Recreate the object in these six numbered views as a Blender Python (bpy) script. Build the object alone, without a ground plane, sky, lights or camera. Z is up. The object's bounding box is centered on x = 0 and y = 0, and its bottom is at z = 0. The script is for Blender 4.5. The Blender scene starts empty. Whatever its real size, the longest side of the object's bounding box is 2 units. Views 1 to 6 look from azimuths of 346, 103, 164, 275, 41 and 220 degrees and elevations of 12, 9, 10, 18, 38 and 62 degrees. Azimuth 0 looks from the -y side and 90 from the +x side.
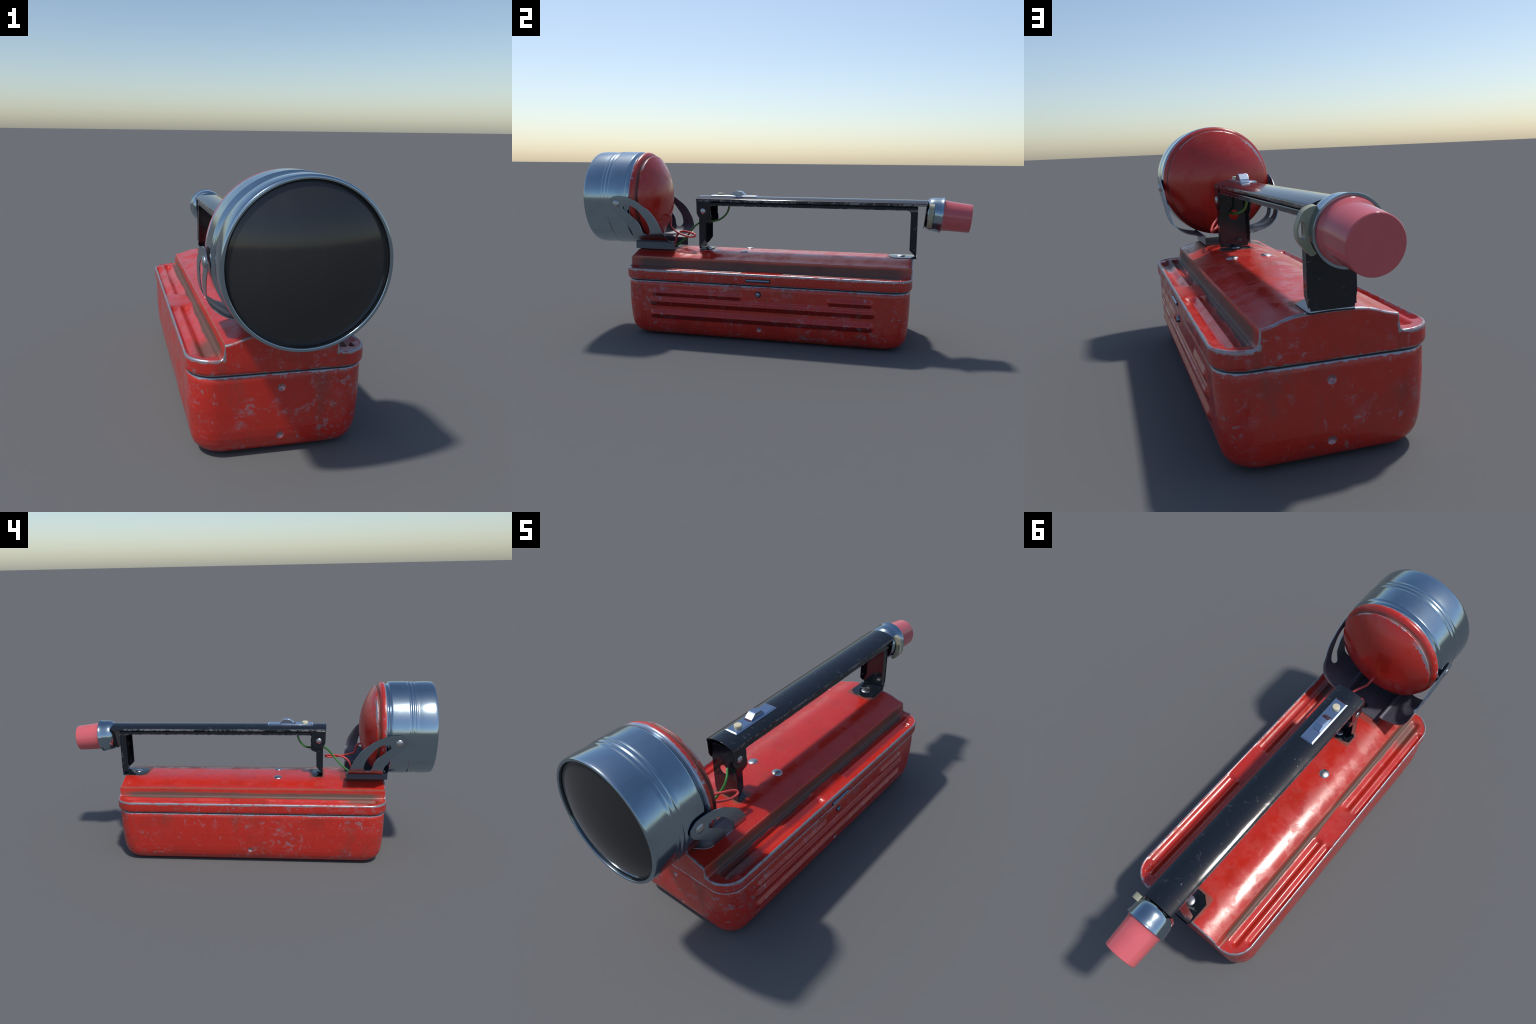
# Red sheet-metal hand lantern: battery case with hinged lid, black strap handle,
# chrome headlamp on a sheet bracket, red tail lamp on the rear of the handle.
import bpy, bmesh, math
import numpy as np
from mathutils import Vector, Matrix
from mathutils.geometry import delaunay_2d_cdt

XC = -0.003                      # lateral centre line of the whole lantern
pi = math.pi

# ------------------------------------------------------------------ scene tree
def empty(name, parent=None):
    o = bpy.data.objects.new(name, None)
    bpy.context.scene.collection.objects.link(o)
    o.parent = parent
    return o

def obj_from_bm(bm, name, mat, parent, angle=35, smooth=True, bevel=0.0):
    bmesh.ops.recalc_face_normals(bm, faces=bm.faces[:])
    me = bpy.data.meshes.new(name)
    bm.to_mesh(me)
    bm.free()
    me.materials.append(mat)
    if smooth:
        me.polygons.foreach_set("use_smooth", [True] * len(me.polygons))
        me.set_sharp_from_angle(angle=math.radians(angle))
    o = bpy.data.objects.new(name, me)
    bpy.context.scene.collection.objects.link(o)
    o.parent = parent
    if bevel:
        m = o.modifiers.new("edge_rounding", 'BEVEL')
        m.width = bevel
        m.segments = 2
        m.limit_method = 'ANGLE'
        m.angle_limit = math.radians(40)
    return o

# ------------------------------------------------------------------ geometry kit
def smoothstep(a, b, x):
    t = np.clip((np.asarray(x, float) - a) / (b - a), 0, 1)
    return t * t * (3 - 2 * t)

def catmull(P, n=6, closed=False):
    P = [np.array(p, float) for p in P]
    N = len(P)
    out = []
    for i in range(N if closed else N - 1):
        if closed:
            a, b, c, d = P[i - 1], P[i], P[(i + 1) % N], P[(i + 2) % N]
        else:
            a, b, c, d = P[max(i - 1, 0)], P[i], P[i + 1], P[min(i + 2, N - 1)]
        for k in range(n):
            t = k / n
            out.append(0.5 * (2 * b + (c - a) * t + (2 * a - 5 * b + 4 * c - d) * t * t
                              + (3 * b - a - 3 * c + d) * t ** 3))
    if not closed:
        out.append(P[-1])
    return out

def lathe(bm, profile, frame, segs=96):
    """profile: (along, radius) pairs; frame: (origin, axis, up)."""
    o, ax, up = (Vector(v) for v in frame)
    ax.normalize()
    side = ax.cross(up).normalized()
    up = side.cross(ax).normalized()
    rings = []
    for t, r in profile:
        if r < 1e-6:
            rings.append([bm.verts.new(o + ax * t)])
        else:
            rings.append([bm.verts.new(o + ax * t + (side * math.cos(a) + up * math.sin(a)) * r)
                          for a in (2 * pi * k / segs for k in range(segs))])
    for A, B in zip(rings, rings[1:]):
        for k in range(segs):
            l = (k + 1) % segs
            if len(A) == 1 and len(B) == 1:
                continue
            if len(A) == 1:
                bm.faces.new((A[0], B[l], B[k]))
            elif len(B) == 1:
                bm.faces.new((A[k], A[l], B[0]))
            else:
                bm.faces.new((A[k], A[l], B[l], B[k]))

def fill2d(outline, holes=()):
    """Triangulated flat polygon with holes, in a bmesh at z=0."""
    bm = bmesh.new()
    edges = []
    for loop in (outline, *holes):
        vs = [bm.verts.new((p[0], p[1], 0)) for p in loop]
        edges += [bm.edges.new((vs[i], vs[(i + 1) % len(vs)])) for i in range(len(vs))]
    bmesh.ops.triangle_fill(bm, use_beauty=True, use_dissolve=False, edges=edges)
    return bm

def add_sheet(bm, outline, holes, place, thick):
    """Sheet-metal piece: flat polygon placed in space, thickened along vector `thick`."""
    f = fill2d(outline, holes)
    f.verts.index_update()
    t = Vector(thick)
    A = [bm.verts.new(place(v.co.x, v.co.y)) for v in f.verts]
    B = [bm.verts.new(a.co + t) for a in A]
    for fc in f.faces:
        i = [v.index for v in fc.verts]
        bm.faces.new([A[k] for k in i])
        bm.faces.new([B[k] for k in reversed(i)])
    for e in f.edges:
        if len(e.link_faces) == 1:
            a, b = e.verts[0].index, e.verts[1].index
            bm.faces.new((A[a], A[b], B[b], B[a]))
    f.free()

def circle2d(cx, cy, rx, ry=None, n=24):
    ry = ry or rx
    return [(cx + rx * math.cos(2 * pi * k / n), cy + ry * math.sin(2 * pi * k / n)) for k in range(n)]

def extrude_section(bm, sec, y0, y1, steps=1):
    """Closed (x,z) section pulled along y."""
    rings = []
    for i in range(steps + 1):
        y = y0 + (y1 - y0) * i / steps
        rings.append([bm.verts.new((p[0], y, p[1])) for p in sec])
    n = len(sec)
    for A, B in zip(rings, rings[1:]):
        for k in range(n):
            bm.faces.new((A[k], A[(k + 1) % n], B[(k + 1) % n], B[k]))
    bm.faces.new(rings[0])
    bm.faces.new(rings[-1][::-1])

def tube(bm, path, r, n=12):
    P = [Vector(p) for p in path]
    up = Vector((0.3, 0.2, 1)).normalized()
    rings = []
    for i, p in enumerate(P):
        d = (P[min(i + 1, len(P) - 1)] - P[max(i - 1, 0)]).normalized()
        s = d.cross(up)
        s.normalize()
        up = s.cross(d).normalized()
        rings.append([bm.verts.new(p + (s * math.cos(a) + up * math.sin(a)) * r)
                      for a in (2 * pi * k / n for k in range(n))])
    for A, B in zip(rings, rings[1:]):
        for k in range(n):
            bm.faces.new((A[k], A[(k + 1) % n], B[(k + 1) % n], B[k]))
    bm.faces.new(rings[0])
    bm.faces.new(rings[-1][::-1])

def stations(half, n, dense=(), hole=0.04):
    """side stations: even spacing, with a finer run around a pressed detail"""
    base = [v for v in np.linspace(-1, 1, n + 1)[1:-1]]
    return [('f', v) for v in base if not dense or abs(v * half) > hole] + [('a', v) for v in dense]

def rounded_rect(hx, hy, r, sx, sy, narc):
    """Points and outward normals of a rounded rectangle about (XC, 0)."""
    pts = []
    def values(st, half):
        return sorted(v * half if k == 'f' else v for k, v in st)
    ex, ey = values(sx, hx - r), values(sy, hy - r)
    def arc(cx, cy, a0):
        for k in range(narc + 1):
            a = a0 + pi / 2 * k / narc
            pts.append((XC + cx + r * math.cos(a), cy + r * math.sin(a), math.cos(a), math.sin(a)))
    arc(hx - r, hy - r, 0)
    pts.extend((XC + v, hy, 0, 1) for v in ex[::-1])
    arc(-(hx - r), hy - r, pi / 2)
    pts.extend((XC - hx, v, -1, 0) for v in ey[::-1])
    arc(-(hx - r), -(hy - r), pi)
    pts.extend((XC + v, -hy, 0, -1) for v in ex)
    arc(hx - r, -(hy - r), 1.5 * pi)
    pts.extend((XC + hx, v, 1, 0) for v in ey)
    return pts

# ------------------------------------------------------------------ node kit
class Nodes:
    def __init__(self, name):
        self.m = bpy.data.materials.new(name)
        self.m.use_nodes = True
        self.t = self.m.node_tree
        self.t.nodes.clear()
        self.out = self.t.nodes.new("ShaderNodeOutputMaterial")
        self.bsdf = self.t.nodes.new("ShaderNodeBsdfPrincipled")
        self.t.links.new(self.bsdf.outputs[0], self.out.inputs[0])
        tc = self.t.nodes.new("ShaderNodeTexCoord")
        self.obj = tc.outputs["Object"]
        geo = self.t.nodes.new("ShaderNodeNewGeometry")
        self.normal = geo.outputs["Normal"]
        self.x, self.y, self.z = self.split(self.obj)
        self.nx, self.ny, self.nz = self.split(self.normal)

    def put(self, sock, v):
        if isinstance(v, bpy.types.NodeSocket):
            self.t.links.new(v, sock)
        elif isinstance(v, tuple) and len(v) == 3 and sock.type == 'RGBA':
            sock.default_value = (*v, 1)
        else:
            sock.default_value = v

    def split(self, v):
        n = self.t.nodes.new("ShaderNodeSeparateXYZ")
        self.put(n.inputs[0], v)
        return n.outputs

    def vec(self, x, y, z):
        n = self.t.nodes.new("ShaderNodeCombineXYZ")
        for s, v in zip(n.inputs, (x, y, z)):
            self.put(s, v)
        return n.outputs[0]

    def math(self, op, a, b=0.0, clamp=False):
        n = self.t.nodes.new("ShaderNodeMath")
        n.operation = op
        n.use_clamp = clamp
        self.put(n.inputs[0], a)
        self.put(n.inputs[1], b)
        return n.outputs[0]

    def add(self, a, b): return self.math('ADD', a, b)
    def sub(self, a, b): return self.math('SUBTRACT', a, b)
    def mul(self, a, b): return self.math('MULTIPLY', a, b)
    def abs(self, a): return self.math('ABSOLUTE', a)
    def max(self, a, b): return self.math('MAXIMUM', a, b)
    def min(self, a, b): return self.math('MINIMUM', a, b)

    def ramp(self, v, a, b, lo=0.0, hi=1.0):
        """smooth remap of v from [a,b] to [lo,hi] (a may exceed b)."""
        n = self.t.nodes.new("ShaderNodeMapRange")
        n.interpolation_type = 'SMOOTHSTEP'
        if a > b:
            a, b, lo, hi = b, a, hi, lo
        for k, val in zip((0, 1, 2, 3, 4), (v, a, b, lo, hi)):
            self.put(n.inputs[k], val)
        return n.outputs[0]

    def noise(self, scale, detail=4, rough=0.55, stretch=None, dist=0.0, offset=(0, 0, 0)):
        mp = self.t.nodes.new("ShaderNodeMapping")
        self.put(mp.inputs[0], self.obj)
        mp.inputs["Location"].default_value = offset
        if stretch:
            mp.inputs["Scale"].default_value = stretch
        n = self.t.nodes.new("ShaderNodeTexNoise")
        self.put(n.inputs["Vector"], mp.outputs[0])
        n.inputs["Scale"].default_value = scale
        n.inputs["Detail"].default_value = detail
        n.inputs["Roughness"].default_value = rough
        n.inputs["Distortion"].default_value = dist
        return n.outputs["Fac"]

    def mix(self, fac, a, b):
        n = self.t.nodes.new("ShaderNodeMix")
        n.data_type = 'RGBA'
        self.put(n.inputs[0], fac)
        self.put(n.inputs[6], a)
        self.put(n.inputs[7], b)
        return n.outputs[2]

    def lerp(self, fac, a, b):
        n = self.t.nodes.new("ShaderNodeMix")
        n.data_type = 'FLOAT'
        self.put(n.inputs[0], fac)
        self.put(n.inputs[2], a)
        self.put(n.inputs[3], b)
        return n.outputs[0]

    def bump(self, h, strength=0.2, dist=0.002):
        n = self.t.nodes.new("ShaderNodeBump")
        n.inputs["Strength"].default_value = strength
        n.inputs["Distance"].default_value = dist
        self.put(n.inputs["Height"], h)
        self.t.links.new(n.outputs[0], self.bsdf.inputs["Normal"])

    def set(self, **kw):
        for k, v in kw.items():
            self.put(self.bsdf.inputs[k.replace("_", " ")], v)
        return self.m

    def rrect_dist(self, hx, hy, r):
        """signed distance to a rounded rectangle in plan (negative inside)."""
        qx = self.sub(self.abs(self.sub(self.x, XC)), hx - r)
        qy = self.sub(self.abs(self.y), hy - r)
        ox, oy = self.max(qx, 0.0), self.max(qy, 0.0)
        out = self.math('SQRT', self.add(self.mul(ox, ox), self.mul(oy, oy)))
        return self.sub(self.add(out, self.min(self.max(qx, qy), 0.0)), r)

RED = (0.50, 0.022, 0.0125)
RED_DULL = (0.30, 0.028, 0.020)
BARE = (0.36, 0.36, 0.40)
BROWN = (0.085, 0.057, 0.040)
SOOT = (0.018, 0.015, 0.015)

LID_HX, LID_HY, LID_R = 0.304, 0.727, 0.095
BOX_HX, BOX_HY, BOX_R = 0.2955, 0.7185, 0.090
SEAM_Z = 0.291
DIMPLE_R = 0.0130               # pressed fastener dimples in the case walls

def scratches(n):
    """patches of rubbed-through paint: clusters of fine streaks, 0..1"""
    where = n.ramp(n.noise(5.0, 3, 0.5, offset=(3.1, 1.7, 0.4)), 0.46, 0.60)
    fine = n.ramp(n.noise(30, 8, 0.74, stretch=(1, 1, 1.4), dist=0.25), 0.53, 0.66)
    soft = n.ramp(n.noise(13, 5, 0.62, dist=0.25, offset=(9, 2, 2)), 0.54, 0.70, 0.0, 0.55)
    lone = n.ramp(n.noise(38, 4, 0.62, stretch=(1, 1, 0.6), dist=0.3, offset=(5, 2, 8)), 0.63, 0.71)
    tiny = n.ramp(n.noise(85, 3, 0.6, stretch=(1, 1, 0.7), dist=0.3, offset=(2, 7, 1)), 0.67, 0.73)
    scuff = n.mul(n.ramp(n.z, 0.125, 0.05), n.mul(n.ramp(n.abs(n.y), 0.40, 0.47), n.ramp(n.abs(n.y), 0.66, 0.58)))
    where = n.max(where, n.mul(scuff, 0.85))
    cluster = n.mul(where, n.max(fine, n.mul(soft, n.ramp(fine, 0, 1, 0.5, 1))))
    return n.max(cluster, n.max(n.mul(lone, 0.7), n.mul(tiny, 0.5)))

def red_paint(name, kind):
    n = Nodes(name)
    ax = n.abs(n.sub(n.x, XC))
    fine = n.noise(70, 5, 0.6)
    mid = n.noise(16, 4, 0.6, offset=(1, 4, 2))
    coarse = n.noise(6, 4, 0.55, offset=(7, 1, 3))
    ragged = n.add(n.mul(n.sub(fine, 0.5), 0.012), n.mul(n.sub(mid, 0.5), 0.012))
    wear = None
    dirt = 0.0
    if kind == 'case':
        seam = n.ramp(n.add(n.abs(n.sub(n.z, SEAM_Z)), n.mul(ragged, 1.4)), 0.0088, 0.0048)
        d = n.rrect_dist(BOX_HX, BOX_HY, BOX_R)
        corner = n.mul(n.ramp(ax, 0.215, 0.27), n.ramp(n.abs(n.y), 0.64, 0.70))
        low = n.ramp(n.z, 0.07, 0.0)
        near = n.max(n.mul(corner, 0.8), n.mul(low, 0.55))
        sc = scratches(n)
        rub = n.ramp(n.noise(34, 6, 0.65, dist=1.0, offset=(2, 9, 4)), 0.58, 0.66)
        wear = n.max(seam, n.max(n.mul(sc, 0.62), n.mul(n.mul(near, rub), 0.8)))
        dirt = n.mul(n.ramp(n.noise(9, 5, 0.6, stretch=(1, 1, 0.5), offset=(8, 8, 1)), 0.54, 0.74), 0.45)
        def spot(u, c, z0, gate):
            du, dz = n.sub(u, c), n.sub(n.z, z0)
            return n.mul(n.ramp(n.math('SQRT', n.add(n.mul(du, du), n.mul(dz, dz))), DIMPLE_R * 1.03, DIMPLE_R * 0.95), gate)
        on_end = n.ramp(n.abs(n.y), 0.67, 0.68)
        press = n.max(spot(n.x, XC, 0.2395, on_end), spot(n.x, XC, 0.0680, on_end))
        press = n.max(press, n.max(spot(n.y, -0.0035, 0.0700, n.ramp(n.x, 0.25, 0.26)), spot(n.y, -0.0035, 0.0790, n.ramp(n.x, -0.25, -0.26))))
        wear = n.max(wear, n.mul(press, 0.62))
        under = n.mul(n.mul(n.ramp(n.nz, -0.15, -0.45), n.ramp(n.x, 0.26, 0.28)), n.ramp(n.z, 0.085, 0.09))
    elif kind == 'lid':
        seam = n.mul(n.ramp(n.add(n.abs(n.sub(n.z, SEAM_Z + 0.002)), n.mul(ragged, 1.5)), 0.0065, 0.0030),
                     n.ramp(n.nz, 0.35, 0.2))
        d = n.rrect_dist(LID_HX, LID_HY, LID_R)
        rag2 = n.add(n.mul(n.sub(fine, 0.5), 0.012), n.mul(n.sub(mid, 0.5), 0.010))
        top_edge = n.mul(n.ramp(n.add(d, rag2), -0.0105, -0.0060), n.ramp(n.nz, 0.10, 0.35))
        top_edge = n.mul(top_edge, n.ramp(n.noise(34, 5, 0.65, offset=(1, 6, 6)), 0.36, 0.52, 0.30, 1.0))
        below = n.mul(n.ramp(n.add(n.z, n.mul(rag2, 1.4)), 0.3370, 0.3415), n.ramp(n.nz, 0.5, 0.2))
        below = n.mul(below, n.max(n.ramp(ax, 0.200, 0.206), n.ramp(n.z, 0.358, 0.354, 0.0, 0.0)))
        ends = n.ramp(n.abs(n.y), 0.7215, 0.7245)
        post = n.mul(n.mul(ends, n.ramp(n.add(n.abs(n.sub(ax, 0.189)), rag2), 0.0055, 0.003)), n.ramp(n.z, 0.34, 0.348))
        sc = n.mul(scratches(n), n.mul(n.ramp(n.nz, 0.6, 0.3, 0.10, 0.55), n.ramp(n.abs(n.sub(ax, 0.197)), 0.012, 0.02)))
        wear = n.max(n.max(seam, top_edge), n.max(n.max(n.mul(below, 0.9), post), sc))
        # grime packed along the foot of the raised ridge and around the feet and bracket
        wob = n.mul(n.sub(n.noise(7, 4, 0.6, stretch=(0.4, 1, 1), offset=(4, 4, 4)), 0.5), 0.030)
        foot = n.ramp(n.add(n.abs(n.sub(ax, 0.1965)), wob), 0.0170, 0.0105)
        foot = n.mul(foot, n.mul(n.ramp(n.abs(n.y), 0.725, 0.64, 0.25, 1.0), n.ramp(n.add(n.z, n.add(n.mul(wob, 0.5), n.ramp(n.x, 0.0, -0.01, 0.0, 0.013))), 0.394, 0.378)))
        spread = n.mul(n.ramp(n.add(n.abs(n.add(n.y, 0.60)), n.mul(wob, 3.0)), 0.12, 0.03),
                       n.mul(n.ramp(n.z, 0.37, 0.36), n.ramp(n.nz, 0.5, 0.7)))
        spread = n.mul(spread, n.ramp(ax, 0.285, 0.245))
        def around(cx, cy, hx, hy, w):
            qx = n.max(n.sub(n.abs(n.sub(n.x, cx)), hx), 0.0)
            qy = n.max(n.sub(n.abs(n.sub(n.y, cy)), hy), 0.0)
            dd = n.math('SQRT', n.add(n.mul(qx, qx), n.mul(qy, qy)))
            return n.ramp(n.add(dd, n.mul(wob, 0.9)), w, w * 0.25)
        feet = n.max(around(XC, 0.675, 0.060, 0.066, 0.022), around(XC, -0.362, 0.062, 0.030, 0.020))
        feet = n.max(feet, n.mul(around(XC, -0.60, 0.097, 0.092, 0.030), 0.75))
        feet = n.mul(feet, n.mul(n.ramp(n.z, 0.39, 0.40), n.ramp(n.nz, 0.4, 0.7)))
        smear = n.mul(n.ramp(n.noise(8, 5, 0.6, offset=(8, 3, 1)), 0.60, 0.78), 0.30)
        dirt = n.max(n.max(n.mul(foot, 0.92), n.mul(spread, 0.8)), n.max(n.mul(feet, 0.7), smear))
    else:                                    # lamp dome: radial wear
        ry = n.sub(n.x, -0.0035)
        rz = n.sub(n.z, 0.694)
        rad = n.math('SQRT', n.add(n.mul(ry, ry), n.mul(rz, rz)))
        chips = n.ramp(n.noise(20, 5, 0.65, offset=(6, 2, 2)), 0.46, 0.60)
        lip = n.ramp(n.add(n.y, n.mul(n.sub(fine, 0.5), 0.016)), -0.7045, -0.7085)
        lip = n.mul(n.mul(lip, n.ramp(rad, 0.2385, 0.2410)), n.ramp(chips, 0, 1, 0.25, 1.0))
        ring_spots = n.mul(n.ramp(rad, 0.2400, 0.2425), n.mul(n.ramp(n.noise(32, 5, 0.65, offset=(3, 3, 8)), 0.57, 0.64), n.ramp(n.y, -0.690, -0.696)))
        high = n.ramp(n.z, 0.70, 0.76)
        thin = n.mul(n.ramp(n.add(n.abs(n.sub(rad, 0.2262)), n.mul(n.sub(fine, 0.5), 0.010)), 0.0035, 0.0008), n.mul(chips, high))
        broad = n.mul(n.mul(n.ramp(n.z, 0.745, 0.80), n.ramp(n.z, 0.89, 0.85)), n.ramp(n.x, 0.0, -0.10))
        broad = n.mul(broad, n.ramp(n.add(n.add(n.abs(n.sub(rad, 0.2235)), n.mul(n.sub(fine, 0.5), 0.030)), n.mul(n.sub(mid, 0.5), 0.020)), 0.0085, 0.0045))
        shoulder = n.mul(n.max(thin, broad), n.ramp(n.y, -0.6690, -0.667))
        lone = n.ramp(n.noise(42, 4, 0.6, offset=(5, 2, 8)), 0.70, 0.76)
        wear = n.max(n.max(n.max(n.mul(lip, 0.9), n.mul(ring_spots, 0.8)), n.mul(shoulder, 0.95)), n.mul(lone, 0.35))
        bright = n.ramp(n.add(n.y, n.mul(n.sub(fine, 0.5), 0.005)), -0.7068, -0.7090)     # bare rolled lip in front of the painted ring
        wear = n.max(wear, bright)
        groove = n.ramp(n.abs(n.add(n.y, 0.675)), 0.011, 0.004)
        stain = n.ramp(n.noise(5, 4, 0.6, offset=(1, 8, 3)), 0.52, 0.75)
        dirt = n.max(n.mul(groove, 0.8), n.mul(stain, 0.25))
    base = n.mix(n.mul(n.ramp(coarse, 0.45, 0.75), 0.55), RED, RED_DULL)
    grain = n.ramp(n.noise(220, 3, 0.6), 0.3, 0.7, -0.5, 0.5)
    base = n.mix(n.mul(n.ramp(grain, 0.0, 0.5), 0.12), base, (0.42, 0.06, 0.045))
    soil = n.mix(n.ramp(mid, 0.42, 0.62), BROWN, SOOT) if kind == 'dome' else n.mix(n.ramp(n.noise(5, 3, 0.5, offset=(2, 2, 9)), 0.55, 0.75), BROWN, (0.05, 0.036, 0.028))
    if kind == 'case':                       # occlusion shade painted dark red onto the down-facing rib flanks
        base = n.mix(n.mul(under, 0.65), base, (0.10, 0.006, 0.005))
    if kind == 'lid':                        # thinned paint along the long edge of the ridge
        base = n.mix(n.mul(n.ramp(n.add(n.abs(n.sub(ax, 0.1862)), n.mul(n.sub(fine, 0.5), 0.002)), 0.0028, 0.0008), n.mul(n.ramp(n.z, 0.385, 0.392), 0.55)), base, (0.34, 0.16, 0.11))
    col = n.mix(dirt, base, soil)
    col = n.mix(wear, col, BARE)
    blotch = n.ramp(n.noise(13, 5, 0.62, dist=0.5, offset=(3, 3, 3)), 0.42, 0.66, 0.20, 0.42)
    rough = n.lerp(dirt, blotch, 0.62)
    rough = n.lerp(wear, rough, 0.42)
    if kind == 'dome':
        rough = n.lerp(bright, rough, 0.20)
        col = n.mix(bright, col, (0.37, 0.42, 0.52))
    hump = n.add(n.mul(n.noise(180, 3, 0.6), 0.25), n.mul(n.noise(11, 4, 0.5), 1.0))
    n.bump(n.sub(hump, n.mul(wear, 0.5)), 0.16, 0.0025)
    return n.set(Base_Color=col, Metallic=n.mul(wear, 0.75), Roughness=rough, Specular_IOR_Level=0.66)

def black_paint(name, worn=True):
    n = Nodes(name)
    fine = n.noise(90, 5, 0.65, stretch=(1, 0.6, 1))
    patch = n.noise(9, 4, 0.6, offset=(2, 5, 1))
    ax = n.abs(n.sub(n.x, XC))
    # the long lower edges of the cover and the folds of the legs are rubbed to bare metal
    run = n.mul(n.ramp(n.y, -0.335, -0.315), n.ramp(n.y, 0.79, 0.77))
    lip = n.mul(n.mul(n.ramp(ax, 0.0645, 0.0680), n.ramp(n.z, 0.683, 0.686)), n.ramp(n.z, 0.698, 0.692))
    fold = n.mul(n.ramp(n.z, 0.669, 0.663), n.mul(run, n.ramp(n.z, 0.655, 0.660)))
    edge = n.max(lip, n.mul(fold, 0.8))
    corner = n.mul(n.mul(n.ramp(n.y, 0.725, 0.735), n.ramp(ax, 0.035, 0.058)), n.ramp(n.z, 0.68, 0.66))
    low = n.mul(n.ramp(n.z, 0.60, 0.45), 0.5)
    m1 = n.mul(edge, n.ramp(n.add(n.mul(fine, 0.7), n.mul(patch, 0.6)), 0.60, 0.74))
    specks = n.ramp(n.noise(60, 3, 0.6, offset=(6, 6, 6)), 0.69, 0.75)
    web = n.mul(n.ramp(n.noise(28, 6, 0.65, dist=0.8, offset=(1, 1, 7)), 0.60, 0.70), n.add(n.mul(low, 0.7), n.add(n.mul(corner, 0.45), 0.12)))
    wear = n.max(n.mul(m1, 0.85), n.max(n.mul(specks, 0.45), web))
    col = n.mix(wear, (0.0085, 0.0115, 0.0170), (0.30, 0.30, 0.31))
    n.bump(n.add(n.mul(n.noise(60, 3, 0.6), 0.25), n.mul(wear, -0.6)), 0.06, 0.0015)
    return n.set(Base_Color=col, Metallic=n.mul(wear, 0.7),
                 Roughness=n.lerp(wear, n.ramp(patch, 0.4, 0.7, 0.075, 0.13), 0.42), Specular_IOR_Level=0.55)

def chrome(name, col, rough, smear=0.06, dark_below=None):
    n = Nodes(name)
    s = n.noise(14, 5, 0.6, stretch=(1, 0.5, 1), offset=(1, 2, 3))
    n.bump(n.noise(18, 2, 0.5), 0.015, 0.002)
    dull = n.mix(n.ramp(s, 0.45, 0.8), col, tuple(c * 0.82 for c in col))
    if dark_below:                               # base colour lowered near the lid to bake in contact shade
        dull = n.mix(n.ramp(n.z, dark_below + 0.008, dark_below - 0.002), dull, tuple(c * k for c, k in zip(col, (0.42, 0.42, 0.50))))
    return n.set(Base_Color=dull, Metallic=1.0, Roughness=n.ramp(s, 0.35, 0.75, rough, rough + smear))

def plain(name, col, rough, metallic=0.0, spec=0.5, vary=0.12, scale=30):
    n = Nodes(name)
    f = n.ramp(n.noise(scale, 4, 0.6), 0.3, 0.75)
    c = n.mix(f, col, tuple(v * (1 - vary * 2) for v in col))
    return n.set(Base_Color=c, Metallic=metallic, Roughness=rough, Specular_IOR_Level=spec)

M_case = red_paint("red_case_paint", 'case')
M_lid = red_paint("red_lid_paint", 'lid')
M_dome = red_paint("red_dome_paint", 'dome')
M_black = black_paint("black_handle_paint")
M_chrome = chrome("chrome_plate", (0.36, 0.46, 0.53), 0.13)
M_bracket = chrome("bracket_steel", (0.32, 0.40, 0.46), 0.22, dark_below=0.470)
M_bracket_in = plain("bracket_inner_steel", (0.105, 0.105, 0.135), 0.45, metallic=0.40)  # steel tinted darker than the outer skin for the shade inside the bracket
M_switch = chrome("switch_plate_steel", (0.42, 0.50, 0.62), 0.20)
M_rivet = chrome("rivet_steel", (0.50, 0.50, 0.52), 0.32)
M_bluesteel = chrome("blued_steel", (0.22, 0.30, 0.40), 0.25)
M_gap = plain("dark_gap", (0.008, 0.008, 0.009), 0.7)
M_cream = plain("cream_button_plastic", (0.62, 0.58, 0.40), 0.45)
M_khaki = plain("khaki_tab_plastic", (0.40, 0.39, 0.28), 0.45)
M_tail = plain("red_tail_lens_plastic", (0.63, 0.125, 0.140), 0.14, vary=0.04, scale=9)
M_redwire = plain("red_wire_sleeve", (0.62, 0.075, 0.075), 0.45)
M_greenwire = plain("green_wire_sleeve", (0.045, 0.24, 0.055), 0.42)

def lens_glass():
    n = Nodes("dark_lamp_glass")
    smudge = n.ramp(n.noise(9, 5, 0.6, stretch=(1.4, 1, 0.6), offset=(4, 0, 2)), 0.52, 0.8)
    return n.set(Base_Color=n.mix(smudge, (0.022, 0.0225, 0.0235), (0.027, 0.0275, 0.0285)), Roughness=n.ramp(smudge, 0, 1, 0.11, 0.20),
                 Specular_IOR_Level=0.55)
M_lens = lens_glass()

# ================================================================== the lantern
root = empty("hand_lantern")
root["label"] = "worn red metal box lantern, chrome headlamp, black handle, red tail lamp"
root["category"] = "lantern"

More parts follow.
